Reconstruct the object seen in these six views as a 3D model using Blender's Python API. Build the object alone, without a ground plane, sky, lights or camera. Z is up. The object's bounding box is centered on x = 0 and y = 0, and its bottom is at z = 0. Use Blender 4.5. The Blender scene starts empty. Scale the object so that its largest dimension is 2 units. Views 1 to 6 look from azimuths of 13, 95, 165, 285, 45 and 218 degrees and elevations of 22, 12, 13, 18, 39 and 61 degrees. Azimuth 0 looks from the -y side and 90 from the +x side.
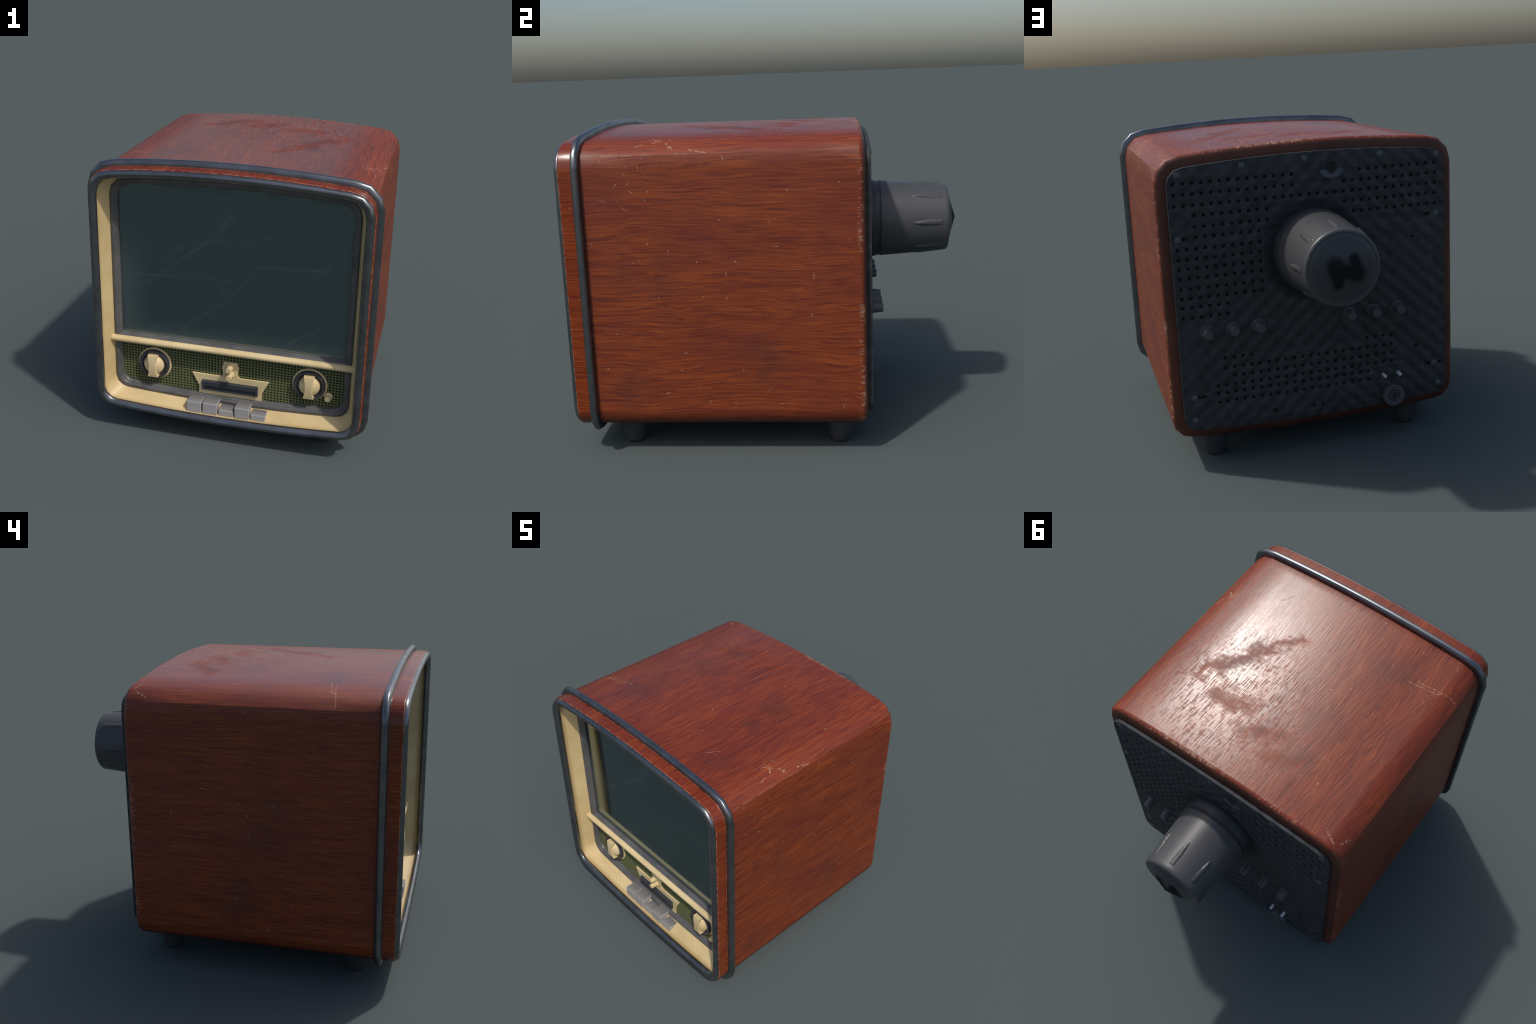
# Retro wooden television set: cabinet, trims, cream fascia, controls, tube cover.
import bpy, bmesh, math, random
from mathutils import Vector, Matrix

random.seed(7)
pi = math.pi

# ------------------------------------------------------------------ node helper
class NG:
    """Small expression builder for shader nodes."""
    def __init__(self, name):
        self.mat = bpy.data.materials.new(name)
        self.mat.use_nodes = True
        self.nt = self.mat.node_tree
        self.nt.nodes.clear()
        self.out = self.nt.nodes.new("ShaderNodeOutputMaterial")
        self.bsdf = self.nt.nodes.new("ShaderNodeBsdfPrincipled")
        self.nt.links.new(self.bsdf.outputs[0], self.out.inputs[0])
        tc = self.nt.nodes.new("ShaderNodeTexCoord")
        self.obj = tc.outputs["Object"]
        self._xyz = None

    def _set(self, sock, v):
        if v is None:
            return
        if isinstance(v, bpy.types.NodeSocket):
            self.nt.links.new(v, sock)
        elif isinstance(v, (tuple, list)):
            v = tuple(v)
            if len(sock.default_value) == 4 and len(v) == 3:
                v = v + (1.0,)
            sock.default_value = v
        else:
            if hasattr(sock.default_value, "__len__"):
                n = len(sock.default_value)
                sock.default_value = tuple([v] * 3 + [1.0])[:n]
            else:
                sock.default_value = v

    def m(self, op, a, b=None, c=None, clamp=False):
        n = self.nt.nodes.new("ShaderNodeMath")
        n.operation = op
        n.use_clamp = clamp
        for i, v in enumerate((a, b, c)):
            self._set(n.inputs[i], v)
        return n.outputs[0]

    def add(self, a, b): return self.m("ADD", a, b)
    def sub(self, a, b): return self.m("SUBTRACT", a, b)
    def mul(self, a, b): return self.m("MULTIPLY", a, b)
    def mx(self, a, b): return self.m("MAXIMUM", a, b)
    def mn(self, a, b): return self.m("MINIMUM", a, b)

    def vm(self, op, a, b=None):
        n = self.nt.nodes.new("ShaderNodeVectorMath")
        n.operation = op
        self._set(n.inputs[0], a)
        if b is not None:
            self._set(n.inputs[1], b)
        return n.outputs["Value"] if op in ("LENGTH", "DISTANCE", "DOT_PRODUCT") else n.outputs[0]

    def xyz(self, v=None):
        if v is None and self._xyz:
            return self._xyz
        n = self.nt.nodes.new("ShaderNodeSeparateXYZ")
        self._set(n.inputs[0], v if v is not None else self.obj)
        r = (n.outputs[0], n.outputs[1], n.outputs[2])
        if v is None:
            self._xyz = r
        return r

    def vec(self, x, y, z):
        n = self.nt.nodes.new("ShaderNodeCombineXYZ")
        for i, v in enumerate((x, y, z)):
            self._set(n.inputs[i], v)
        return n.outputs[0]

    def scl(self, s, off=(0, 0, 0), v=None):
        n = self.nt.nodes.new("ShaderNodeMapping")
        self._set(n.inputs[0], v if v is not None else self.obj)
        n.inputs["Scale"].default_value = s
        n.inputs["Location"].default_value = off
        return n.outputs[0]

    def noise(self, v, scale=1.0, detail=3.0, rough=0.5, dist=0.0, color=False):
        n = self.nt.nodes.new("ShaderNodeTexNoise")
        self._set(n.inputs["Vector"], v)
        n.inputs["Scale"].default_value = scale
        n.inputs["Detail"].default_value = detail
        n.inputs["Roughness"].default_value = rough
        n.inputs["Distortion"].default_value = dist
        return n.outputs["Color"] if color else n.outputs["Fac"]

    def step(self, x, lo, hi, a=0.0, b=1.0):
        n = self.nt.nodes.new("ShaderNodeMapRange")
        n.interpolation_type = "SMOOTHSTEP"
        self._set(n.inputs[0], x)
        for i, v in enumerate((lo, hi, a, b)):
            self._set(n.inputs[i + 1], v)
        return n.outputs[0]

    def ramp(self, x, stops):
        n = self.nt.nodes.new("ShaderNodeValToRGB")
        self._set(n.inputs[0], x)
        cr = n.color_ramp
        while len(cr.elements) < len(stops):
            cr.elements.new(0.5)
        for e, (p, c) in zip(cr.elements, stops):
            e.position = p
            e.color = tuple(c) + (1.0,)
        return n.outputs[0]

    def mix(self, f, a, b, mode="MIX"):
        n = self.nt.nodes.new("ShaderNodeMix")
        n.data_type = "RGBA"
        n.blend_type = mode
        self._set(n.inputs[0], f)
        self._set(n.inputs[6], a)
        self._set(n.inputs[7], b)
        return n.outputs[2]

    def bump(self, h, strength=0.2, dist=0.01, normal=None):
        n = self.nt.nodes.new("ShaderNodeBump")
        n.inputs["Strength"].default_value = strength
        n.inputs["Distance"].default_value = dist
        self._set(n.inputs["Height"], h)
        if normal is not None:
            self._set(n.inputs["Normal"], normal)
        self.nt.links.new(n.outputs[0], self.bsdf.inputs["Normal"])

    def normal(self):
        n = self.nt.nodes.new("ShaderNodeNewGeometry")
        return n.outputs["Normal"]

    def pointiness(self):
        n = self.nt.nodes.new("ShaderNodeNewGeometry")
        return n.outputs["Pointiness"]

    def voronoi(self, v, scale, randomness=1.0, dims="2D"):
        n = self.nt.nodes.new("ShaderNodeTexVoronoi")
        n.voronoi_dimensions = dims
        self._set(n.inputs["Vector"], v)
        n.inputs["Scale"].default_value = scale
        n.inputs["Randomness"].default_value = randomness
        return n.outputs

    def segment(self, u, v, a, b, w0, w1=None):
        """Soft stroke mask from point a to point b in the (u, v) plane."""
        w1 = w0 if w1 is None else w1
        dx, dy = b[0] - a[0], b[1] - a[1]
        L2 = dx * dx + dy * dy
        pu, pv = self.sub(u, a[0]), self.sub(v, a[1])
        t = self.m("MULTIPLY", self.add(self.mul(pu, dx), self.mul(pv, dy)), 1.0 / L2, clamp=True)
        du, dv = self.sub(pu, self.mul(t, dx)), self.sub(pv, self.mul(t, dy))
        d = self.m("SQRT", self.add(self.mul(du, du), self.mul(dv, dv)))
        w = self.add(self.mul(t, w1 - w0), w0)
        return self.m("SUBTRACT", 1.0, self.m("DIVIDE", d, w), clamp=True)

    def p(self, **kw):
        names = {"color": "Base Color", "rough": "Roughness", "metal": "Metallic", "spec": "Specular IOR Level",
                 "coat": "Coat Weight", "coat_rough": "Coat Roughness", "ior": "IOR", "sheen": "Sheen Weight"}
        for k, v in kw.items():
            self._set(self.bsdf.inputs[names[k]], v)
        return self.mat


# ------------------------------------------------------------------ materials
def stroke_marks(g, u, v, scale, length, width, keep, seed):
    """Randomly turned short nicks scattered over the surface, one per Voronoi cell."""
    vec = g.vec(g.add(u, seed), g.add(v, seed * 1.7), 0.0)
    o = g.voronoi(vec, scale)
    loc = g.vm("SUBTRACT", vec, o["Position"])
    lx, ly, _ = g.xyz(loc)
    cr, cg, cb = g.xyz(o["Color"])
    ang = g.mul(cr, 2 * pi)
    c, s = g.m("COSINE", ang), g.m("SINE", ang)
    a = g.add(g.mul(lx, c), g.mul(ly, s))
    b = g.sub(g.mul(ly, c), g.mul(lx, s))
    ln = g.add(g.mul(g.mul(cb, cb), length * 0.9), length * 0.1)
    ea, eb = g.m("DIVIDE", a, ln), g.m("DIVIDE", b, width)
    d = g.add(g.mul(ea, ea), g.mul(eb, eb))
    body = g.step(d, 0.2, 1.0, 1.0, 0.0)
    return g.mul(body, g.step(cg, 1.0 - keep, 1.0 - keep + 0.03))


def wood_material():
    g = NG("lacquered_wood")
    x, y, z = g.xyz()
    nx, ny, nz = g.xyz(g.normal())
    top = g.step(g.m("ABSOLUTE", nz), 0.6, 0.8)
    # surface coordinates: u along the grain, v across it
    v = g.add(g.mul(z, g.sub(1.0, top)), g.mul(g.add(x, 3.0), top))
    # --- grain ---
    warp = g.noise(g.scl((3.4, 1.3, 3.4)), 1.0, 2.0, 0.5, color=True)
    p = g.vm("ADD", g.obj, g.vm("SCALE", g.vm("SUBTRACT", warp, (0.5, 0.5, 0.5))))
    for n in g.nt.nodes:
        if n.type == "VECT_MATH" and n.operation == "SCALE":
            n.inputs["Scale"].default_value = 0.10
    flame = g.noise(g.scl((8.0, 1.2, 8.0), v=p), 1.0, 2.0, 0.5)
    pv = g.xyz(p)
    across = g.add(g.mul(pv[2], g.sub(1.0, top)), g.mul(pv[0], top))
    rings = g.m("SINE", g.add(g.mul(across, 290.0), g.mul(flame, 62.0)))
    ring2 = g.m("SINE", g.add(g.mul(across, 610.0), g.mul(g.noise(g.scl((10.0, 1.0, 10.0), (2, 6, 3), v=p), 1.0, 2.0, 0.5), 55.0)))
    rings = g.add(g.mul(rings, 0.62), g.mul(ring2, 0.38))
    streak = g.noise(g.scl((94.0, 4.2, 94.0), v=p), 1.0, 4.0, 0.62)
    broad = g.noise(g.scl((16.0, 1.6, 16.0), (3, 1, 2), v=p), 1.0, 2.0, 0.5)
    fibre = g.noise(g.scl((190.0, 9.0, 190.0), v=p), 1.0, 3.0, 0.6)
    tone = g.add(g.add(g.add(g.mul(g.mul(rings, g.add(0.25, broad)), 0.095), g.mul(streak, 0.62)), g.mul(fibre, 0.26)), g.mul(broad, 0.24))
    tone = g.m("SUBTRACT", tone, 0.058)
    col = g.ramp(tone, [(0.28, (0.098, 0.0135, 0.0065)), (0.44, (0.188, 0.0310, 0.0085)),
                        (0.58, (0.258, 0.0480, 0.0100)), (0.74, (0.350, 0.0785, 0.0125))])
    # thin dark pores
    pore = g.step(g.noise(g.scl((105.0, 4.2, 105.0), (5, 2, 1), v=p), 1.0, 2.0, 0.5), 0.57, 0.66)
    col = g.mix(g.mul(pore, 0.60), col, (0.090, 0.0115, 0.0090))
    # sides more orange, top redder: tint of the sky light painted in
    col = g.mix(1.0, col, g.mix(top, (0.93, 0.96, 0.82), (0.98, 0.92, 0.93)), "MULTIPLY")
    # large soft tonal patches, darker spots
    patch = g.noise(g.scl((2.2, 1.5, 2.2), (1.3, 0.2, 0.4)), 1.0, 2.0, 0.5)
    col = g.mix(g.step(patch, 0.40, 0.66, 0.0, 0.42), col, (0.135, 0.020, 0.012))
    blot = None
    for c, r in (((0.32, -0.10, 1.61), 0.17), ((-0.28, -0.08, 1.61), 0.16), ((0.46, -0.68, 1.61), 0.17),
                 ((0.37, -0.32, 1.61), 0.12), ((0.773, -0.57, 0.98), 0.22), ((0.773, -0.05, 0.50), 0.19),
                 ((0.773, -0.685, 0.37), 0.17), ((-0.773, -0.3, 0.9), 0.25), ((-0.773, -0.1, 0.45), 0.2),
                 ((-0.40, -0.55, 1.61), 0.18), ((-0.3, 0.2, 1.61), 0.15)):
        d = g.vm("DISTANCE", g.obj, c)
        k = g.step(d, r * 0.2, r, 1.0, 0.0)
        blot = k if blot is None else g.mx(blot, k)
    blot = g.mul(blot, g.step(g.noise(g.scl((6, 4, 6)), 1.0, 3.0, 0.55), 0.30, 0.62))
    col = g.mix(g.mul(blot, 0.52), col, (0.075, 0.020, 0.014))
    # --- wear and painted-in lines ---
    nick = stroke_marks(g, y, v, 7.0, 0.026, 0.0032, 0.24, 2.3)
    dot = stroke_marks(g, y, v, 11.0, 0.009, 0.0044, 0.22, 7.9)
    marks = g.mx(g.mul(nick, 0.55), g.mul(dot, 0.6))
    cluster = None
    for c, r in (((0.69, -0.50, 1.58), 0.13), ((0.80, -0.30, 1.55), 0.10), ((-0.62, -0.60, 1.60), 0.16),
                 ((0.77, -0.50, 1.57), 0.13), ((0.773, -0.66, 1.38), 0.20), ((-0.773, -0.55, 0.24), 0.18),
                 ((0.70, 0.46, 1.58), 0.08), ((-0.70, 0.46, 1.58), 0.08), ((0.775, 0.36, 0.26), 0.12)):
        k = g.step(g.vm("DISTANCE", g.obj, c), r * 0.55, r, 1.0, 0.0)
        cluster = k if cluster is None else g.mx(cluster, k)
    dense = stroke_marks(g, y, v, 24.0, 0.042, 0.0022, 0.36, 4.1)
    marks = g.mx(marks, g.mul(g.mul(dense, cluster), 0.55))
    marks = g.mul(marks, g.step(g.noise(g.scl((110, 110, 110), (2, 3, 4)), 1.0, 2.0, 0.6), 0.36, 0.56))
    # a few longer scuffs over the front top corners
    sc = None
    for a, b, w in (((0.648, -0.536), (0.700, -0.470), 0.006), ((0.700, -0.470), (0.731, -0.428), 0.007), ((0.705, -0.522), (0.660, -0.490), 0.010), ((0.720, -0.604), (0.712, -0.570), 0.006),
                    ((0.738, -0.350), (0.752, -0.265), 0.005), ((-0.481, -0.576), (-0.620, -0.600), 0.005), ((-0.520, -0.605), (-0.740, -0.640), 0.005), ((-0.600, -0.560), (-0.660, -0.625), 0.005),
                    ((0.36, -0.70), (0.41, -0.62), 0.004), ((-0.69, 0.44), (-0.62, 0.40), 0.010), ((-0.715, 0.42), (-0.735, 0.36), 0.007)):
        k = g.segment(x, y, a, b, w)
        sc = k if sc is None else g.mx(sc, k)
    sc = g.mul(g.step(sc, 0.15, 0.6), g.mul(g.step(nz, 0.25, 0.45), g.step(g.noise(g.scl((85, 85, 85), (1, 2, 9)), 1.0, 3.0, 0.65), 0.44, 0.60)))
    marks = g.mx(marks, g.mul(sc, 0.55))
    # rubbed rear edge
    chip = g.noise(g.scl((70.0, 22.0, 70.0)), 1.0, 4.0, 0.7)
    chip2 = g.noise(g.scl((4.0, 4.0, 4.0), (2.7, 0, 1.2)), 1.0, 2.0, 0.5)
    edge = g.mul(g.step(y, 0.438, 0.464), g.step(y, 0.470, 0.482, 1.0, 0.0))
    rub = g.mul(edge, g.step(g.add(g.mul(chip, 0.60), g.mul(chip2, 0.55)), 0.590, 0.72))
    marks = g.mx(marks, g.mul(rub, 0.70))
    # specular line along the top corner facet, painted pale into the colour
    az = g.m("ABSOLUTE", g.sub(z, 1.531))
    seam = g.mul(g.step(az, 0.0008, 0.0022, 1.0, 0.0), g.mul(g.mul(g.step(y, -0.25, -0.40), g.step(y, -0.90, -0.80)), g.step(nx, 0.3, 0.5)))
    seam = g.mul(seam, g.step(g.noise(g.scl((5, 22, 5)), 1.0, 2.0, 0.6), 0.38, 0.55))
    marks = g.mx(marks, g.mul(seam, 0.32))
    # pale dashes beside the metal bands, copying texture bleed at the border
    for yc in (-0.9762, -0.9112):
        b = g.step(g.m("ABSOLUTE", g.sub(y, yc)), 0.0008, 0.0018, 1.0, 0.0)
        b = g.mul(b, g.step(g.noise(g.scl((34, 1, 34), (0, yc * 9, 0)), 1.0, 2.0, 0.6), 0.43, 0.52))
        marks = g.mx(marks, g.mul(b, 0.45))
    col = g.mix(marks, col, (0.50, 0.33, 0.215))
    # grime on the rear bevel
    back = g.step(y, 0.466, 0.480)
    grime = g.mix(g.step(chip2, 0.35, 0.65), (0.060, 0.016, 0.008), (0.110, 0.030, 0.012))
    col = g.mix(g.mul(back, g.sub(0.88, g.mul(rub, 0.9))), col, grime)
    under = g.step(z, 0.215, 0.165)  # shade on the lower corner curve, painted in as darker wood
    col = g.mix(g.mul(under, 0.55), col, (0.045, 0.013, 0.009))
    # contact shadow behind the raised band, painted into the wood
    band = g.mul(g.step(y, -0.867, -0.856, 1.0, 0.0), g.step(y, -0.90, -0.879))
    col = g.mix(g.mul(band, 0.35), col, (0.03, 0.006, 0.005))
    # --- gloss: dulled smears on top ---
    sm = None
    wob = g.noise(g.scl((14, 14, 14)), 1.0, 4.0, 0.65)
    wc = g.noise(g.scl((7, 7, 7), (1, 5, 2)), 1.0, 4.0, 0.6, color=True)
    wr, wg, wb = g.xyz(wc)
    sx, sy = g.add(x, g.mul(g.sub(wr, 0.5), 0.26)), g.add(y, g.mul(g.sub(wg, 0.5), 0.26))
    for a, b, w0, w1 in (((0.47, 0.04), (0.30, -0.22), 0.070, 0.085), ((0.30, -0.22), (0.16, -0.43), 0.085, 0.065), ((0.30, 0.08), (0.12, 0.06), 0.13, 0.10),
                     ((0.00, 0.20), (-0.17, 0.10), 0.12, 0.10), ((-0.16, 0.25), (-0.40, 0.14), 0.10, 0.07)):
        s = g.segment(sx, sy, a, b, w0, w1)
        if w0 > 0.08:
            s = g.mul(s, 0.86)
        sm = s if sm is None else g.mx(sm, s)
    dash = g.noise(g.scl((120, 13, 120), (4, 4, 1)), 1.0, 3.0, 0.6)
    hatch = g.noise(g.scl((26, 60, 26), (7, 1, 0)), 1.0, 3.0, 0.65)
    edge_t = g.add(sm, g.add(g.mul(g.sub(wob, 0.5), 1.1), g.mul(g.sub(g.add(g.mul(fibre, 0.5), g.mul(hatch, 0.5)), 0.5), 1.6)))
    smear = g.mul(g.step(edge_t, 0.05, 0.95), top)
    # worn area of small cross-hatched scuffs in the middle of the top
    area = g.step(g.vm("DISTANCE", g.obj, (0.15, 0.10, 1.61)), 0.62, 0.25)
    tick = g.mul(g.step(g.add(g.mul(dash, 0.72), g.mul(hatch, 0.28)), 0.47, 0.60), g.add(0.15, g.mul(area, 0.85)))
    dull = g.mx(g.mul(smear, 0.66), g.mul(g.mul(tick, top), 0.55))
    # the open middle of the top is polished, the sides and corners are flatter, the front strip is glossy
    polish = g.mul(g.step(g.m("ABSOLUTE", nz), 0.955, 0.995), g.step(g.m("ABSOLUTE", x), 0.66, 0.45))
    strip = g.step(y, -0.895, -0.91)
    rough = g.sub(g.add(g.mul(streak, 0.12), 0.44), g.mul(polish, 0.22))
    rough = g.add(g.mul(rough, g.sub(1.0, strip)), g.mul(strip, 0.25))
    rough = g.add(rough, g.mul(dull, 0.30))
    spec = g.sub(0.46, g.mul(dull, 0.14))
    rough = g.add(rough, g.mul(marks, 0.2))
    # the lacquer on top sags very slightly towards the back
    lean = g.mul(g.step(nz, 0.90, 0.98), g.step(y, -0.87, -0.80))
    tilt = g.vm("NORMALIZE", g.vm("ADD", g.normal(), g.vec(0.0, g.mul(lean, 0.072), 0.0)))
    g.bump(g.add(g.add(g.mul(streak, 0.5), g.mul(fibre, 0.35)), g.mul(marks, -0.9)), 0.16, 0.006, tilt)
    return g.p(color=col, rough=rough, spec=spec)


def metal_material():
    g = NG("tarnished_chrome")
    n1 = g.noise(g.scl((9, 9, 9)), 1.0, 3.0, 0.6)
    n2 = g.noise(g.scl((70, 70, 70)), 1.0, 3.0, 0.6)
    col = g.mix(g.step(n1, 0.35, 0.7), (0.215, 0.220, 0.230), (0.155, 0.160, 0.168))
    col = g.mix(g.step(n2, 0.62, 0.75, 0.0, 0.5), col, (0.10, 0.10, 0.105))
    rough = g.add(0.24, g.mul(n1, 0.14))
    return g.p(color=col, metal=0.92, rough=rough)


def frame_material():
    g = NG("worn_dark_frame")
    n1 = g.noise(g.scl((8, 8, 8)), 1.0, 3.0, 0.6)
    n2 = g.noise(g.scl((60, 60, 60)), 1.0, 3.0, 0.6)
    x, y, z = g.xyz()
    col = g.mix(g.step(n1, 0.35, 0.65), (0.135, 0.131, 0.128), (0.092, 0.090, 0.090))
    col = g.mix(g.step(n2, 0.60, 0.75, 0.0, 0.35), col, (0.17, 0.165, 0.16))
    rough = g.add(0.34, g.mul(n2, 0.18))
    return g.p(color=col, metal=0.15, rough=rough)


def cream_material(name="aged_cream_plastic", base=(0.69, 0.53, 0.275)):
    g = NG(name)
    n1 = g.noise(g.scl((4, 4, 4)), 1.0, 3.0, 0.55)
    n2 = g.noise(g.scl((45, 45, 45)), 1.0, 3.0, 0.6)
    dark = tuple(c * f for c, f in zip(base, (0.86, 0.83, 0.78)))
    col = g.mix(g.step(n1, 0.35, 0.68), base, dark)
    col = g.mix(g.step(n2, 0.52, 0.75, 0.0, 0.25), col, tuple(c * 0.75 for c in base))
    # ambient shading next to the front trim, painted into the cream
    y = g.xyz()[1]
    col = g.mix(g.step(y, -0.925, -0.950, 0.0, 0.55), col, (0.33, 0.235, 0.100))
    g.bump(n2, 0.05, 0.004)
    return g.p(color=col, rough=0.46)


def grey_key_material():
    g = NG("grey_key_plastic")
    n1 = g.noise(g.scl((30, 30, 30)), 1.0, 3.0, 0.6)
    col = g.mix(n1, (0.335, 0.330, 0.330), (0.395, 0.388, 0.385))
    x, y, z = g.xyz()
    nx, ny, nz = g.xyz(g.normal())
    # occlusion shading painted on the key tops, deepest towards the back
    top_shade = g.mul(g.step(nz, 0.5, 0.9), g.step(y, -0.945, -0.87, 0.45, 0.85))
    col = g.mix(top_shade, col, (0.105, 0.103, 0.105))
    edge = g.step(g.pointiness(), 0.53, 0.60)
    col = g.mix(g.mul(edge, 0.3), col, (0.40, 0.35, 0.30))
    return g.p(color=col, rough=0.42)


def glass_material():
    g = NG("dark_screen_glass")
    x, y, z = g.xyz()
    n = g.noise(g.scl((7, 7, 7)), 1.0, 4.0, 0.65)
    fine = g.noise(g.scl((55, 55, 55)), 1.0, 3.0, 0.6)
    sc = None
    for a, b, w in (((-0.126, 1.206), (0.096, 1.217), 0.016), ((0.096, 1.222), (0.226, 1.261), 0.015),
                    ((-0.126, 1.206), (-0.496, 0.905), 0.022), ((-0.30, 1.15), (-0.42, 1.02), 0.03),
                    ((0.147, 1.079), (0.519, 1.096), 0.020), ((0.519, 1.096), (0.551, 1.168), 0.020),
                    ((0.147, 1.079), (-0.037, 0.836), 0.016), ((-0.037, 0.836), (-0.287, 0.655), 0.028),
                    ((-0.126, 1.206), (-0.02, 1.33), 0.05), ((-0.053, 0.925), (-0.045, 0.89), 0.03),
                    ((-0.57, 0.955), (0.01, 0.98), 0.010), ((0.50, 0.75), (0.30, 0.62), 0.02),
                    ((-0.04, 1.39), (0.0, 1.35), 0.014)):
        s = g.segment(x, z, a, b, w)
        sc = s if sc is None else g.mx(sc, s)
    sc = g.mul(g.mul(sc, sc), g.step(g.add(g.mul(n, 0.5), g.mul(fine, 0.5)), 0.38, 0.62))
    ex = g.m("ABSOLUTE", x)
    haze = g.mul(g.step(x, -0.44, -0.66), g.step(z, 1.30, 0.95))
    haze = g.mx(haze, g.step(z, 0.70, 0.57))
    haze = g.mul(haze, g.add(0.4, g.mul(n, 0.9)))
    spots = g.step(fine, 0.70, 0.80)
    dirt = g.add(g.add(g.mul(sc, 0.15), g.mul(haze, 0.22)), g.mul(spots, 0.05))
    col = g.mix(dirt, (0.196, 0.256, 0.272), (0.40, 0.47, 0.46))
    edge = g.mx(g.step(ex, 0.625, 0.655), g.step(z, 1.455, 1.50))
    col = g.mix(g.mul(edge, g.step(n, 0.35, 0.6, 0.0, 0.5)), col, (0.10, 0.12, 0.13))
    return g.p(color=col, metal=g.sub(1.0, g.mul(dirt, 0.55)), rough=g.add(0.08, g.mul(dirt, 0.7)))


def plain(name, color, rough=0.5, metal=0.0, var=0.25, scale=20.0, spec=0.5):
    g = NG(name)
    n = g.noise(g.scl((scale, scale, scale)), 1.0, 3.0, 0.6)
    col = g.mix(n, tuple(c * (1 - var) for c in color), tuple(c * (1 + var) for c in color))
    return g.p(color=col, rough=rough, metal=metal, spec=spec)


def grille_material():
    g = NG("olive_speaker_weave")
    x, y, z = g.xyz()
    n = g.noise(g.scl((5, 5, 5)), 1.0, 3.0, 0.6)
    f = g.noise(g.scl((160, 160, 160)), 1.0, 2.0, 0.6)
    col = g.mix(n, (0.092, 0.108, 0.042), (0.165, 0.185, 0.075))
    col = g.mix(g.step(f, 0.45, 0.75, 0.0, 0.4), col, (0.055, 0.062, 0.028))
    return g.p(color=col, rough=0.7)


def panel_material():
    g = NG("black_fibre_board")
    x, y, z = g.xyz()
    # tight crossed weave, tighter to the eye as a moire of soft diagonal bands
    d1 = g.m("SINE", g.mul(x, 520.0))
    d2 = g.m("SINE", g.mul(z, 520.0))
    nrm = g.xyz(g.normal())
    weave = g.mul(g.mul(d1, d2), g.step(g.m("ABSOLUTE", nrm[1]), 0.6, 0.8))
    ax = g.m("ABSOLUTE", g.add(x, 0.12))
    band = g.m("SINE", g.mul(g.add(g.mul(ax, 0.95), z), 72.0))
    n = g.noise(g.scl((4, 4, 4)), 1.0, 3.0, 0.6)
    n2 = g.noise(g.scl((26, 26, 26)), 1.0, 3.0, 0.6)
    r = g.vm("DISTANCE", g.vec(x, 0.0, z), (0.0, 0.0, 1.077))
    shade_halo = g.step(r, 0.225, 0.285, 1.0, 0.0)  # soft shade round the tube cover, painted into the board colour
    left = g.step(g.add(x, g.mul(z, 0.55)), 0.55, 1.25)
    t = g.add(g.add(0.45, g.mul(weave, g.add(0.16, g.mul(left, 0.34)))), g.mul(band, g.sub(0.17, g.mul(left, 0.08))))
    t = g.add(t, g.mul(g.sub(n2, 0.5), 0.9))
    col = g.mix(t, (0.012, 0.0125, 0.0135), (0.072, 0.074, 0.078))
    col = g.mix(g.mul(shade_halo, 0.8), col, (0.010, 0.011, 0.013))
    g.bump(g.add(g.mul(weave, 0.5), n2), 0.18, 0.002)
    return g.p(color=col, rough=g.add(0.55, g.mul(n, 0.2)), spec=0.32)


def tube_material():
    g = NG("grey_moulded_cover")
    x, y, z = g.xyz()
    n = g.noise(g.scl((6, 6, 6)), 1.0, 3.0, 0.6)
    n2 = g.noise(g.scl((40, 40, 40)), 1.0, 3.0, 0.6)
    col = g.mix(n, (0.060, 0.060, 0.063), (0.078, 0.078, 0.080))
    col = g.mix(g.step(n2, 0.6, 0.75, 0.0, 0.25), col, (0.045, 0.045, 0.047))
    # two-lobed baked shading on the end cap, painted in as dark colour
    s = g.segment(x, z, (0.046, 1.098), (0.034, 1.012), 0.066, 0.040)
    s = g.mx(s, g.segment(x, z, (-0.043, 1.124), (-0.058, 1.052), 0.042, 0.064))
    s = g.mx(s, g.segment(x, z, (0.035, 1.075), (-0.045, 1.065), 0.060))
    s = g.mul(g.step(s, 0.0, 0.70), g.step(y, 0.945, 0.955))
    col = g.mix(g.step(y, 0.950, 0.957), col, (0.040, 0.044, 0.048))
    col = g.mix(s, col, (0.013, 0.014, 0.015))
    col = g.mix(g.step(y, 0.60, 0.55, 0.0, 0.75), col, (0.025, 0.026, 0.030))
    return g.p(color=col, rough=g.add(0.40, g.mul(s, 0.3)), spec=g.sub(0.5, g.mul(s, 0.4)))


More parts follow.
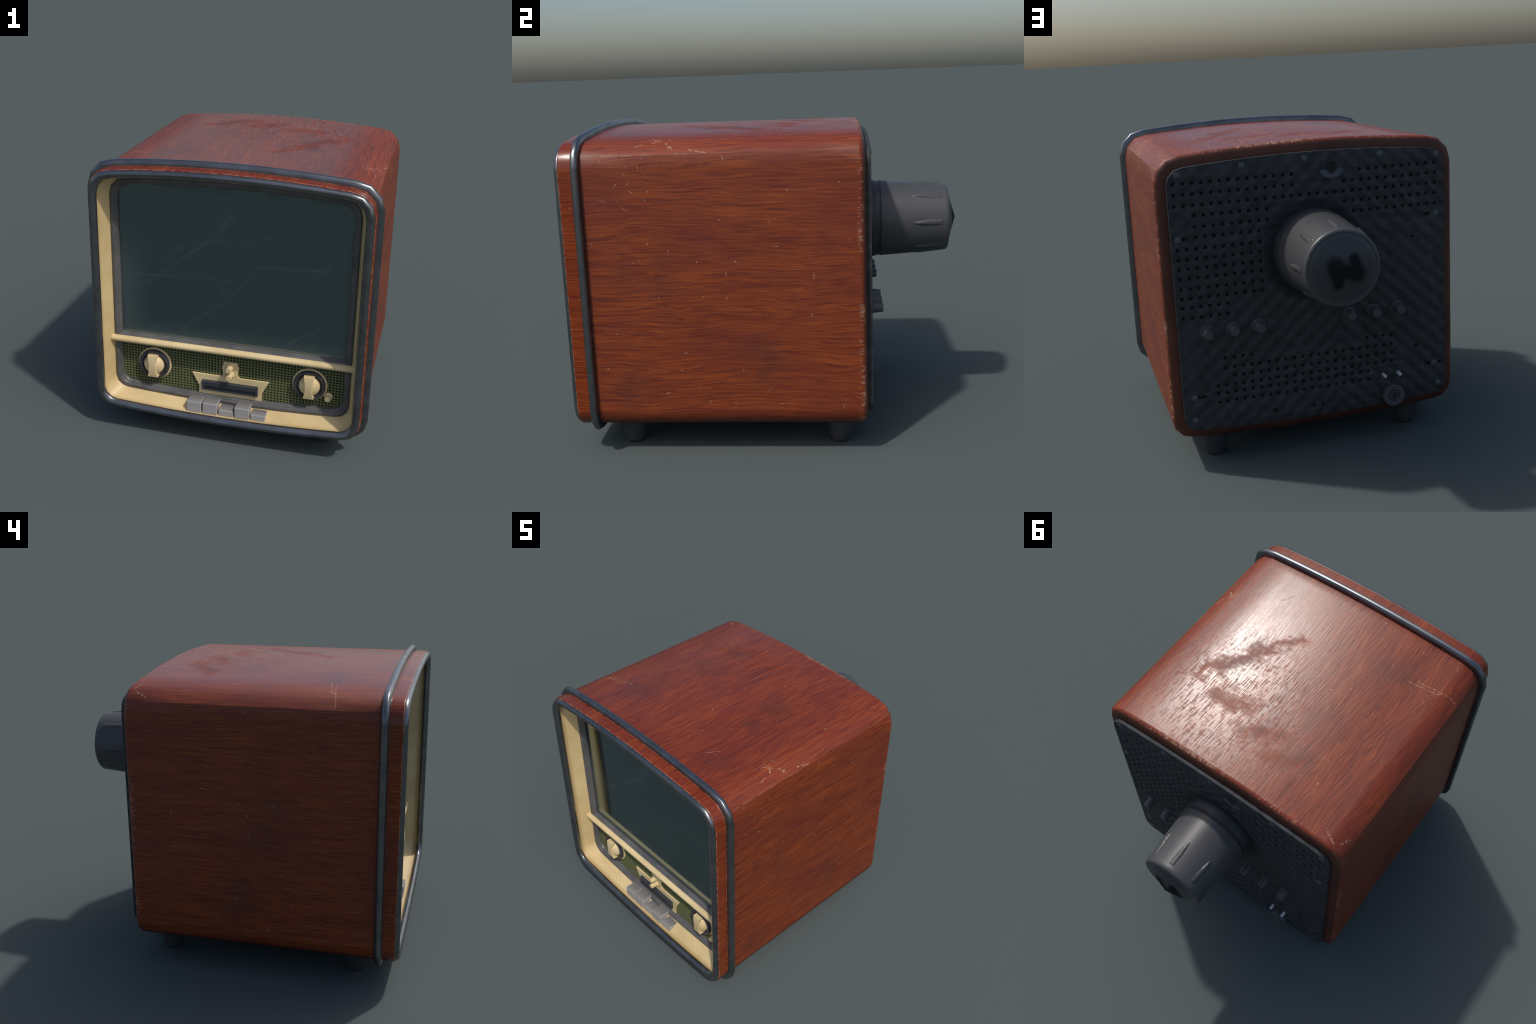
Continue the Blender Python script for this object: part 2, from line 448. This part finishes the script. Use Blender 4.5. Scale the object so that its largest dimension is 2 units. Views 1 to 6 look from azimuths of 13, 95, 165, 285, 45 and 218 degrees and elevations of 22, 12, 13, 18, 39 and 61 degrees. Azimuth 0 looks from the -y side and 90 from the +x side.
M_WOOD = wood_material()
M_METAL = metal_material()
M_FRAME = frame_material()
M_CREAM = cream_material()
M_CREAM2 = cream_material("cream_knob_plastic", (0.76, 0.60, 0.335))
M_KEY = grey_key_material()
M_GLASS = glass_material()
M_GRILLE = grille_material()
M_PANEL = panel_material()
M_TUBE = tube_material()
M_BLACK = plain("matt_black_plate", (0.014, 0.016, 0.012), 0.9)  # plain black for plates put in to make openings look dark
M_RUBBER = plain("dark_rubber", (0.040, 0.040, 0.041), 0.65)
M_BLUEBLACK = plain("satin_black_plastic", (0.038, 0.041, 0.050), 0.38)
M_KNOB_DARK = plain("dark_grey_knob", (0.074, 0.076, 0.080), 0.45)
M_SCREW = plain("dull_screw_steel", (0.105, 0.112, 0.124), 0.42, 0.35, 0.35, 120.0)
M_PIN = plain("bright_pin_metal", (0.62, 0.64, 0.70), 0.35, 0.2)
M_TAB = plain("slate_plastic_tab", (0.080, 0.088, 0.108), 0.45)

# ------------------------------------------------------------------ geometry helpers
root = bpy.data.objects.new("vintage_television", None)
bpy.context.scene.collection.objects.link(root)
root["label"] = "boxy old television with red wooden cabinet and cream control panel"
root["category"] = "television"


def finish(name, bm, mat, parent=root, sharp=40.0, bevel=0.0, segs=2, weighted=True, recalc=True):
    if recalc:
        bmesh.ops.recalc_face_normals(bm, faces=bm.faces)
    me = bpy.data.meshes.new(name)
    bm.to_mesh(me)
    bm.free()
    me.materials.append(mat)
    ob = bpy.data.objects.new(name, me)
    bpy.context.scene.collection.objects.link(ob)
    ob.parent = parent
    for p in me.polygons:
        p.use_smooth = True
    if bevel:
        b = ob.modifiers.new("bevel", "BEVEL")
        b.width, b.segments, b.limit_method, b.angle_limit = bevel, segs, "ANGLE", math.radians(35)
        b.harden_normals = True
    bm2 = bmesh.new()
    bm2.from_mesh(me)
    for e in bm2.edges:
        if len(e.link_faces) == 2 and not bevel:
            e.smooth = e.calc_face_angle(0) < math.radians(sharp)
    bm2.to_mesh(me)
    bm2.free()
    if weighted and not bevel:
        w = ob.modifiers.new("weighted", "WEIGHTED_NORMAL")
        w.keep_sharp = True
    return ob


def section(d, r, y, crown=0.075, nt=8, ns=3):
    """Closed outline of the set, seen from the front, moved inwards by d: straight sides,
    gently arched top and bottom, rounded corners."""
    hw, zt, zb = 0.773 - d, 1.627 - d, 0.128 + d
    xi = hw - r
    pts = []
    top = [(-xi + 2 * xi * i / nt) for i in range(nt + 1)]
    pts += [(x, zt - crown * x * x) for x in top]
    cz = zt - crown * xi * xi - r
    a0 = pi / 2
    for i in range(1, ns + 1):
        a = a0 - (pi / 2) * i / ns
        pts.append((xi + r * math.cos(a), cz + r * math.sin(a)))
    # the underside is flatter, with tighter corners
    rb, cbow = r * 0.80, crown * 0.74
    xb = hw - rb
    cb = zb + cbow * xb * xb + rb
    for i in range(ns):
        a = -(pi / 2) * i / ns
        pts.append((xb + rb * math.cos(a), cb + rb * math.sin(a)))
    pts += [(x * xb / xi, zb + cbow * (x * xb / xi) ** 2) for x in reversed(top)]
    for i in range(1, ns + 1):
        a = -pi / 2 - (pi / 2) * i / ns
        pts.append((-xb + rb * math.cos(a), cb + rb * math.sin(a)))
    for i in range(ns):
        a = pi - (pi / 2) * i / ns
        pts.append((-xi + r * math.cos(a), cz + r * math.sin(a)))
    return [(x, y, z) for x, z in pts]


def loft(loops, closed=False, cap0=False, cap1=False):
    bm = bmesh.new()
    rows = [[bm.verts.new(p) for p in lp] for lp in loops]
    n = len(rows[0])
    pairs = list(zip(rows, rows[1:])) + ([(rows[-1], rows[0])] if closed else [])
    for a, b in pairs:
        for i in range(n):
            j = (i + 1) % n
            bm.faces.new((a[i], a[j], b[j], b[i]))
    if cap0:
        bm.faces.new(rows[0])
    if cap1:
        bm.faces.new(rows[-1])
    return bm


def lathe(profile, n=48, cx=0.0, cz=0.0, caps=True):
    """Turned part about an axis parallel to y; profile is a list of (radius, y)."""
    bm = bmesh.new()
    rows = []
    for r, y in profile:
        if r < 1e-6:
            rows.append([bm.verts.new((cx, y, cz))])
        else:
            rows.append([bm.verts.new((cx + r * math.cos(2 * pi * i / n), y, cz + r * math.sin(2 * pi * i / n))) for i in range(n)])
    for a, b in zip(rows, rows[1:]):
        for i in range(n):
            j = (i + 1) % n
            if len(a) == 1 and len(b) > 1:
                bm.faces.new((a[0], b[i], b[j]))
            elif len(b) == 1 and len(a) > 1:
                bm.faces.new((a[i], a[j], b[0]))
            elif len(a) > 1:
                bm.faces.new((a[i], a[j], b[j], b[i]))
    if caps:
        for r in (rows[0], rows[-1]):
            if len(r) > 2:
                bm.faces.new(r)
    return bm


def box(x0, x1, y0, y1, z0, z1):
    bm = bmesh.new()
    bmesh.ops.create_cube(bm, size=1.0)
    for v in bm.verts:
        v.co = Vector(((x0 + x1) / 2 + v.co.x * (x1 - x0), (y0 + y1) / 2 + v.co.y * (y1 - y0), (z0 + z1) / 2 + v.co.z * (z1 - z0)))
    return bm


def prism(outline, y0, y1):
    """Extrude a closed (x, z) outline from y0 to y1."""
    bm = bmesh.new()
    a = [bm.verts.new((x, y0, z)) for x, z in outline]
    b = [bm.verts.new((x, y1, z)) for x, z in outline]
    n = len(a)
    for i in range(n):
        j = (i + 1) % n
        bm.faces.new((a[i], a[j], b[j], b[i]))
    bm.faces.new(a)
    bm.faces.new(b)
    return bm


# ------------------------------------------------------------------ wooden cabinet
R0 = 0.13
cab = [section(0.030, R0 - 0.02, -0.80), section(0.030, R0 - 0.02, -0.972), section(0.012, R0, -0.9790), section(0.0035, R0, -0.9775),
       section(0.0, R0, -0.971), section(0.0, R0, -0.90), section(0.0, R0, -0.60), section(0.0, R0, -0.2), section(0.0, R0, 0.2), section(0.0, R0, 0.455),
       section(0.0025, R0, 0.466), section(0.010, R0 - 0.004, 0.4755), section(0.021, R0 - 0.010, 0.4825),
       section(0.036, R0 - 0.018, 0.487), section(0.060, R0 - 0.03, 0.489), section(0.12, R0 - 0.05, 0.489)]
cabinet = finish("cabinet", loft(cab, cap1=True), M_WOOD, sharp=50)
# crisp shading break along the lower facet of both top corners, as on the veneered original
bm = bmesh.new()
bm.from_mesh(cabinet.data)
for e in bm.edges:
    a, b = e.verts
    if abs(a.co.x - b.co.x) < 1e-5 and abs(a.co.z - b.co.z) < 1e-5 and -0.95 < min(a.co.y, b.co.y) and max(a.co.y, b.co.y) < 0.46:
        if 1.50 < a.co.z < 1.55 and abs(a.co.x) > 0.74:
            e.smooth = False
bm.to_mesh(cabinet.data)
bm.free()

# ------------------------------------------------------------------ metal bands
def ring(name, prof, mat, parent=root, **kw):
    return finish(name, loft([section(d, r, y) for d, r, y in prof], closed=True), mat, parent, sharp=60, **kw)

ring("front_trim", [(0.008, 0.126, -0.970), (0.0060, 0.127, -0.978), (0.0070, 0.127, -0.985), (0.011, 0.124, -0.993), (0.018, 0.118, -0.9985),
                    (0.026, 0.112, -1.0), (0.034, 0.106, -0.9975), (0.042, 0.100, -0.9925), (0.0485, 0.095, -0.986), (0.0510, 0.093, -0.980), (0.0510, 0.093, -0.972), (0.046, 0.096, -0.963)], M_METAL)
ring("raised_band", [(0.004, 0.13, -0.9105), (-0.008, 0.138, -0.9100), (-0.017, 0.146, -0.9085), (-0.0245, 0.151, -0.905), (-0.0295, 0.154, -0.900), (-0.0325, 0.156, -0.895),
                     (-0.0325, 0.156, -0.883), (-0.0295, 0.154, -0.876), (-0.022, 0.149, -0.871), (-0.010, 0.140, -0.8685), (0.004, 0.13, -0.868)], M_METAL)

# ------------------------------------------------------------------ cream fascia surround
bez = [(0.026, 0.10, -0.90), (0.030, 0.105, -0.969), (0.0445, 0.096, -0.969), (0.0445, 0.096, -0.964), (0.036, 0.100, -0.957), (0.0335, 0.102, -0.953), (0.0345, 0.102, -0.948),
       (0.042, 0.100, -0.932), (0.060, 0.098, -0.900), (0.081, 0.095, -0.862), (0.090, 0.093, -0.846), (0.090, 0.093, -0.82)]
bezel = finish("fascia_surround", loft([section(d, r, y) for d, r, y in bez]), M_CREAM, sharp=35)

# dark inner frame round screen and speaker cloth
frame = ring("screen_frame", [(0.078, 0.095, -0.848), (0.079, 0.095, -0.862), (0.082, 0.094, -0.870), (0.089, 0.091, -0.8735), (0.098, 0.088, -0.873), (0.1045, 0.085, -0.869),
                      (0.107, 0.084, -0.863), (0.110, 0.083, -0.863), (0.115, 0.081, -0.859), (0.120, 0.079, -0.851), (0.1215, 0.079, -0.838), (0.118, 0.08, -0.830), (0.09, 0.09, -0.830)], M_FRAME)
# ledge of the frame under the screen
led = [(-0.872, 0.560), (-0.8725, 0.568), (-0.869, 0.5745), (-0.858, 0.5790), (-0.848, 0.5855), (-0.838, 0.5865), (-0.838, 0.545), (-0.86, 0.545)]
bm = bmesh.new()
rows = [[bm.verts.new((sx, y, z)) for y, z in led] for sx in (-0.685, 0.685)]
for i in range(len(led)):
    j = (i + 1) % len(led)
    bm.faces.new((rows[0][i], rows[0][j], rows[1][j], rows[1][i]))
bm.faces.new(rows[0]); bm.faces.new(rows[1])
finish("frame_ledge", bm, M_FRAME, frame, sharp=50)

# cream rail between screen and speaker cloth
rail = [(-0.8955 + 0.0175 - 0.0225 * math.cos(a), 0.5515 + 0.0185 * math.sin(a)) for a in [(-pi / 2) + pi * i / 12 for i in range(13)]]
rail += [(-0.845, 0.570), (-0.845, 0.533)]
bm = bmesh.new()
rows = [[bm.verts.new((sx, y + (0.006 if abs(sx) > 0.7 else 0), z)) for y, z in rail] for sx in (-0.712, -0.695, 0.695, 0.712)]
for a, b in zip(rows, rows[1:]):
    for i in range(len(rail)):
        j = (i + 1) % len(rail)
        bm.faces.new((a[i], a[j], b[j], b[i]))
bm.faces.new(rows[0]); bm.faces.new(rows[-1])
finish("divider_rail", bm, M_CREAM2, sharp=50)

# ------------------------------------------------------------------ screen glass
bm = bmesh.new()
NX, NZ = 28, 20
g = [[bm.verts.new((-0.668 + 1.336 * i / NX, -0.8415 - 0.0045 * (1 - (2 * i / NX - 1) ** 2) * (1 - (2 * k / NZ - 1) ** 2), 0.560 + 0.962 * k / NZ)) for i in range(NX + 1)] for k in range(NZ + 1)]
for k in range(NZ):
    for i in range(NX):
        bm.faces.new((g[k][i], g[k][i + 1], g[k + 1][i + 1], g[k + 1][i]))
ret = bmesh.ops.extrude_face_region(bm, geom=list(bm.faces))
for v in [e for e in ret["geom"] if isinstance(e, bmesh.types.BMVert)]:
    v.co.y += 0.012
finish("screen_glass", bm, M_GLASS, sharp=40, weighted=False)

# ------------------------------------------------------------------ speaker cloth: open lattice of square holes
PX, PZ = 0.01862, 0.0172
bm = bmesh.new()
nx, nz = 73, 19
hx, hz = 0.0110, 0.0104
xs, zs = [], []
for i in range(nx):
    c = (i - (nx - 1) / 2) * PX
    xs += [c - hx / 2, c + hx / 2]
for k in range(nz):
    c = 0.3955 + (k - (nz - 1) / 2) * PZ
    zs += [c - hz / 2, c + hz / 2]
xs = [-0.688] + xs + [0.688]
zs = [0.215] + zs + [0.570]
V = [[bm.verts.new((x, -0.8415, z)) for x in xs] for z in zs]
for k in range(len(zs) - 1):
    for i in range(len(xs) - 1):
        if i % 2 == 1 and k % 2 == 1:
            continue
        bm.faces.new((V[k][i], V[k][i + 1], V[k + 1][i + 1], V[k + 1][i]))
ret = bmesh.ops.extrude_face_region(bm, geom=list(bm.faces))
for v in [e for e in ret["geom"] if isinstance(e, bmesh.types.BMVert)]:
    v.co.y += 0.004
cloth = finish("speaker_grille", bm, M_GRILLE, sharp=30, weighted=False)
cloth["kind"] = "stuff"
finish("grille_backing", box(-0.688, 0.688, -0.8345, -0.826, 0.200, 0.575), M_BLACK, cloth, weighted=False)

# ------------------------------------------------------------------ two tuning dials
def dial(cx, cz, turn):
    base = finish("tuning_dial", lathe([(0.094, -0.838), (0.1005, -0.840), (0.1005, -0.846), (0.097, -0.8495), (0.088, -0.850), (0.05, -0.850)], 64, cx, cz), M_CREAM2)
    finish("dial_collar", lathe([(0.091, -0.848), (0.0915, -0.862), (0.089, -0.868), (0.084, -0.8705), (0.078, -0.869), (0.0725, -0.863), (0.070, -0.853), (0.062, -0.851), (0.03, -0.851)], 64, cx, cz), M_BLUEBLACK, base, sharp=60)
    dome = [(0.061, -0.850), (0.061, -0.862)]
    for i in range(1, 9):
        a = (pi / 2) * i / 8
        dome.append((0.061 * math.cos(a), -0.862 - 0.036 * math.sin(a)))
    dome[-1] = (0.0, dome[-1][1])
    finish("dial_dome", lathe(dome, 48, cx, cz, caps=False), M_CREAM2, base, sharp=60)
    # waisted grip across the dome
    N = 16
    bm = bmesh.new()
    fr, bk = [], []
    for side in (-1, 1):
        for i in range(N + 1):
            t = -1 + 2 * i / N
            t = t if side < 0 else -t
            w = 0.0205 + 0.0105 * t * t
            dep = -0.902 + 0.0085 * t * t
            px, pz = side * w, t * 0.0685
            rx, rz = px * math.cos(turn) - pz * math.sin(turn), px * math.sin(turn) + pz * math.cos(turn)
            fr.append((cx + rx, dep, cz + rz)); bk.append((cx + rx, -0.852, cz + rz))
    f = [bm.verts.new(p) for p in fr]
    b = [bm.verts.new(p) for p in bk]
    n = len(f)
    for i in range(n):
        j = (i + 1) % n
        bm.faces.new((f[i], f[j], b[j], b[i]))
    for i in range(N):
        j = n - 1 - i
        bm.faces.new((f[i], f[i + 1], f[j - 1], f[j]))
    bm.faces.new(b)
    finish("dial_grip", bm, M_CREAM2, base, bevel=0.002)

dial(-0.4575, 0.4005, 0.0)
dial(0.4625, 0.4015, 0.0)

# small pilot knob
pk = finish("pilot_knob", lathe([(0.0245, -0.838), (0.0245, -0.846), (0.0195, -0.8495), (0.0175, -0.851), (0.0165, -0.876), (0.0150, -0.8795), (0.0, -0.8800)], 32, 0.5715, 0.339, caps=False), M_CREAM2, sharp=50)

# ------------------------------------------------------------------ control plate
half = [(0.188, 0.2425), (0.188, 0.299), (0.2285, 0.377), (0.062, 0.3755), (0.053, 0.378), (0.0465, 0.3845), (0.0435, 0.394), (0.0445, 0.410), (0.0480, 0.428), (0.0505, 0.440),
        (0.0475, 0.4455), (0.0435, 0.451), (0.0415, 0.4580), (0.0425, 0.4715)]
outline = half + [(-x, z) for x, z in reversed(half)]
plate = finish("control_plate", prism(outline, -0.838, -0.8510), M_CREAM2, bevel=0.0022)

# letterbox slot: frame with a recess
bm = bmesh.new()
def rect(x, z0, z1, y): return [(-x, y, z0), (x, y, z0), (x, y, z1), (-x, y, z1)]
loops = [rect(0.166, 0.282, 0.342, -0.848), rect(0.166, 0.282, 0.340, -0.8665), rect(0.163, 0.285, 0.337, -0.8690), rect(0.151, 0.2885, 0.3115, -0.8680),
         rect(0.150, 0.2895, 0.3105, -0.856), rect(0.02, 0.295, 0.30, -0.856)]
finish("slot_frame", loft(loops, cap1=True), M_BLUEBLACK, plate, sharp=25, weighted=False)

for pz in (0.4440, 0.3935):
    finish("toggle_post", lathe([(0.0255, -0.848), (0.0250, -0.853), (0.0205, -0.856), (0.0190, -0.860), (0.0168, -0.894), (0.0152, -0.8985), (0.0, -0.8990)], 32, 0.0, pz, caps=False), M_CREAM2, plate, sharp=50)

# ------------------------------------------------------------------ five push buttons
for i, (pressed) in enumerate((0, 0, 1, 0, 1)):
    x0 = -0.2362 + 0.0948 * i
    zt = 0.2065 if pressed else 0.2375
    yf = -0.9415 if not pressed else -0.9385
    b = box(x0, x0 + 0.0870, yf, -0.858, 0.150, zt)
    for v in b.verts:
        if v.co.y > -0.9 and v.co.z > 0.2:
            v.co.z -= 0.001
        if v.co.y < -0.9 and v.co.z < 0.2:
            v.co.z += 0.016
    finish("push_button", b, M_KEY, bevel=0.0058, segs=3)

# ------------------------------------------------------------------ back board with punched holes (2D curve with holes, extruded)
def punched_board(name, outline, holes, y, half_depth, bevel, mat):
    cu = bpy.data.curves.new(name, "CURVE")
    cu.dimensions = "2D"
    cu.fill_mode = "BOTH"
    cu.extrude = half_depth - bevel
    cu.bevel_depth = bevel
    cu.bevel_resolution = 1
    cu.offset = -bevel
    for lp in [outline] + holes:
        s = cu.splines.new("POLY")
        s.points.add(len(lp) - 1)
        for p, (px, pz) in zip(s.points, lp):
            p.co = (px, pz, 0, 1)
        s.use_cyclic_u = True
    tmp = bpy.data.objects.new(name + "_tmp", cu)
    bpy.context.scene.collection.objects.link(tmp)
    dg = bpy.context.evaluated_depsgraph_get()
    dg.update()
    me = bpy.data.meshes.new_from_object(tmp.evaluated_get(dg))
    bpy.data.objects.remove(tmp)
    me.transform(Matrix(((1, 0, 0, 0), (0, 0, -1, y), (0, 1, 0, 0), (0, 0, 0, 1))))
    bm = bmesh.new()
    bm.from_mesh(me)
    bmesh.ops.remove_doubles(bm, verts=bm.verts, dist=1e-5)
    return finish(name, bm, mat, sharp=35, weighted=False)


def circle(cx, cz, r, n=12):
    return [(cx + r * math.cos(2 * pi * i / n), cz + r * math.sin(2 * pi * i / n)) for i in range(n)]

def capsule(x0, x1, cz, r, n=6):
    x0, x1 = min(x0, x1), max(x0, x1)
    return [(x1 + r * math.cos(a), cz + r * math.sin(a)) for a in [-pi / 2 + pi * i / n for i in range(n + 1)]] + \
           [(x0 + r * math.cos(a), cz + r * math.sin(a)) for a in [pi / 2 + pi * i / n for i in range(n + 1)]]

PITCH = 0.0451
holes = []
def row(z, xa, xb, r=0.0088):
    n = int(round((xa - xb) / PITCH))
    for i in range(n + 1):
        holes.append(circle(xa - (xa - xb) * i / max(n, 1), z, r * random.uniform(0.92, 1.08)))

# upper ventilation field
for z, xa, xb in ((1.465, 0.683, 0.098), (1.412, 0.684, 0.098), (1.358, 0.685, -0.660), (1.307, 0.592, 0.233), (1.252, 0.592, 0.230), (1.201, 0.592, 0.277),
                  (1.145, 0.684, 0.276), (1.096, 0.684, 0.277), (1.048, 0.684, 0.276), (1.000, 0.684, 0.276), (0.948, 0.683, 0.276), (0.900, 0.682, 0.275),
                  (0.854, 0.682, 0.456), (0.801, 0.682, 0.457),
                  (1.461, -0.255, -0.658), (1.409, -0.171, -0.662), (1.306, -0.171, -0.657), (1.252, -0.216, -0.660)):
    row(z, xa, xb)
# lower ventilation field
for z, xa, xb in ((0.573, 0.488, 0.351), (0.573, -0.269, -0.406), (0.5205, 0.487, -0.405), (0.4735, 0.443, -0.406), (0.4285, 0.533, -0.405), (0.388, 0.533, -0.271), (0.342, 0.533, -0.271)):
    row(z, xa, xb)
holes += [circle(-0.535, 1.089, 0.007), circle(-0.545, 0.494, 0.011, 16), circle(0.244, 0.251, 0.010, 16), circle(0.033, 0.241, 0.009), circle(-0.0145, 0.241, 0.009)]
holes += [capsule(0.602, 0.632, 0.382, 0.0075), capsule(0.640, 0.655, 1.197, 0.008), capsule(-0.605, -0.625, 1.198, 0.0085), capsule(-0.603, -0.622, 0.381, 0.008), capsule(-0.676, -0.684, 0.381, 0.007)]
holes = [h for h in holes if math.hypot(sum(p[0] for p in h) / len(h), sum(p[1] for p in h) / len(h) - 1.077) > 0.24]
pan = [(x, z) for x, y, z in section(0.0575, 0.085, 0, crown=0.072, nt=8, ns=3)]
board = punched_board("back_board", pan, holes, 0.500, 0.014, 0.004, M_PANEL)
finish("board_dark_backing", prism([(x, z) for x, y, z in section(0.066, 0.08, 0)], 0.4895, 0.5020), M_BLACK, board, weighted=False)  # dark plate added behind the holes in place of the unlit interior

# raised eyelets round some of the holes and sockets
def washer(name, cx, cz, r0, r1, y, h, mat, parent):
    return finish(name, lathe([(r0, y - 0.004), (r0, y + h * 0.6), ((r0 + r1) / 2, y + h), (r1, y + h * 0.6), (r1, y - 0.004)], 32, cx, cz, caps=False), mat, parent, sharp=60, weighted=False)

washer("socket_eyelet", -0.545, 0.494, 0.016, 0.030, 0.514, 0.003, M_PANEL, board)
washer("socket_eyelet", 0.244, 0.251, 0.015, 0.029, 0.514, 0.003, M_PANEL, board)
washer("cover_rim", 0.0, 1.077, 0.254, 0.262, 0.514, 0.0015, M_PANEL, board)
bm = prism(capsule(-0.040, 0.058, 0.268, 0.004), 0.512, 0.5165)
finish("socket_lip", bm, M_PANEL, board, weighted=False)

# crescent shaped tab near the top
bm = bmesh.new()
rows = []
for i in range(21):
    a = pi + pi * 0.11 + (pi * 0.78) * i / 20
    c, s = math.cos(a), math.sin(a)
    wi = 0.034 + 0.004 * math.cos(4 * a)
    rows.append([bm.verts.new((-0.108 + r * c * 1.12, y, 1.489 + r * s)) for r, y in ((wi, 0.512), (wi + 0.002, 0.5175), (0.060, 0.5175), (0.062, 0.512))])
for a, b in zip(rows, rows[1:]):
    for i in range(3):
        bm.faces.new((a[i], a[i + 1], b[i + 1], b[i]))
bm.faces.new(rows[0]); bm.faces.new(rows[-1])
finish("pull_tab", bm, M_TAB, board, sharp=40, weighted=False)
finish("pull_dark_plate", prism([(-0.108 + 0.03 * math.cos(a), 1.489 + 0.026 * math.sin(a)) for a in [2 * pi * i / 20 for i in range(20)]], 0.512, 0.5150), M_BLACK, board, weighted=False)  # thin black plate laid on the board in place of a dent

# screws
SCREWS = [(0.662, 1.507), (0.346, 1.529), (0.031, 1.538), (-0.364, 1.529), (-0.670, 1.506), (0.679, 1.197), (-0.667, 1.198), (0.657, 0.382), (-0.647, 0.381), (0.662, 0.264), (-0.669, 0.263)]
scr_mesh = None
for cx, cz in SCREWS:
    if scr_mesh is None:
        bm = lathe([(0.0165, -0.004), (0.0165, 0.0012), (0.0145, 0.0028), (0.008, 0.0033), (0.0, 0.0034)], 20, 0, 0, caps=False)
        ob = finish("screw", bm, M_SCREW, board, sharp=60, weighted=False)
        scr_mesh = ob.data
    else:
        ob = bpy.data.objects.new("screw", scr_mesh)
        bpy.context.scene.collection.objects.link(ob)
        ob.parent = board
    ob.location = (cx, 0.5135, cz)
    ob.rotation_euler = (0, random.uniform(0, pi), 0)

# six adjustment knobs
km = None
for cx in (0.573, 0.4395, 0.307, -0.175, -0.308, -0.441):
    if km is None:
        ob = finish("adjustment_knob", lathe([(0.0350, -0.003), (0.0350, 0.0025), (0.0325, 0.0045), (0.0290, 0.0050), (0.0230, 0.0560), (0.0215, 0.0580), (0.0, 0.0582)], 28, caps=False), M_KNOB_DARK, board, sharp=50, weighted=False)
        km = ob.data
    else:
        ob = bpy.data.objects.new("adjustment_knob", km)
        bpy.context.scene.collection.objects.link(ob)
        ob.parent = board
    ob.location = (cx, 0.514, 0.719)

# plug pins and aerial jack
for cx in (-0.354, -0.438):
    finish("plug_pin", lathe([(0.0095, 0.510), (0.0095, 0.546), (0.0080, 0.5495), (0.0, 0.5500)], 20, cx, 0.358, caps=False), M_PIN, board, sharp=50, weighted=False)
    finish("pin_seat", prism([(cx + 0.027 * sx * 1.0, 0.358 + dz) for sx, dz in ((-1, -0.020), (1, -0.020), (1, 0.022), (-1, 0.022))], 0.512, 0.5165), M_PANEL, board, bevel=0.002)
finish("aerial_jack", lathe([(0.056, 0.488), (0.0605, 0.528), (0.0605, 0.540), (0.0585, 0.543), (0.034, 0.5450), (0.0315, 0.5440), (0.0310, 0.536), (0.0275, 0.536), (0.0265, 0.5455), (0.0200, 0.5455), (0.0175, 0.540), (0.0155, 0.525), (0.0, 0.525)], 40, -0.405, 0.2405, caps=False), M_KNOB_DARK, board, sharp=40, weighted=False)

# ------------------------------------------------------------------ rear tube cover with eight finger ribs
prof = [(0.2135, 0.508), (0.2125, 0.555), (0.2115, 0.5570), (0.2085, 0.5575), (0.2080, 0.5590), (0.2070, 0.583), (0.2080, 0.5845)]
for i in range(111):
    t = i / 110
    prof.append((0.2100 - 0.0250 * t, 0.586 + (0.932 - 0.586) * t))
prof += [(0.1835, 0.940), (0.1800, 0.9465), (0.1745, 0.9505), (0.1690, 0.9520), (0.1660, 0.9512), (0.1645, 0.9490), (0.1630, 0.9500), (0.110, 0.9655), (0.055, 0.9825), (0.0, 0.999)]
NSEG = 400
bm = lathe(prof, NSEG, 0.0, 1.077, caps=False)
for v in bm.verts:
    y = v.co.y
    if 0.74 < y < 0.925:
        dx, dz = v.co.x, v.co.z - 1.077
        r = math.hypot(dx, dz)
        ang = math.atan2(dz, dx)
        k = round(ang / (pi / 4)) * (pi / 4)
        off = abs(ang - k) * r
        t = (y - 0.755) / (0.905 - 0.755)
        if 0 < t < 1.02:
            w = 0.0135 * min(1.0, 0.15 + (max(t, 0.0) * 1.6) ** 0.7)
            q = off / w
            if q < 1:
                lift = 0.0095 * (1 - q ** 4) * min(1.0, t * 3.2) ** 0.8 * (1.0 - 0.62 * t)
                v.co.x += lift * dx / r
                v.co.z += lift * dz / r
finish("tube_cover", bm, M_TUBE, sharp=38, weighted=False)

# ------------------------------------------------------------------ four feet
fm = None
for cx, cy in ((-0.545, -0.745), (0.545, -0.745), (-0.545, 0.347), (0.545, 0.347)):
    if fm is None:
        bm = lathe([(0.0, 0.0), (0.040, 0.0), (0.0480, 0.004), (0.0525, 0.012), (0.0560, 0.024), (0.0720, 0.100), (0.0750, 0.170), (0.0, 0.170)], 32, caps=False)
        for v in bm.verts:
            v.co = Vector((v.co.x, v.co.z, v.co.y))
        ob = finish("foot", bm, M_RUBBER, sharp=50, weighted=False)
        fm = ob.data
    else:
        ob = bpy.data.objects.new("foot", fm)
        bpy.context.scene.collection.objects.link(ob)
        ob.parent = root
    ob.location = (cx, cy, 0.0)
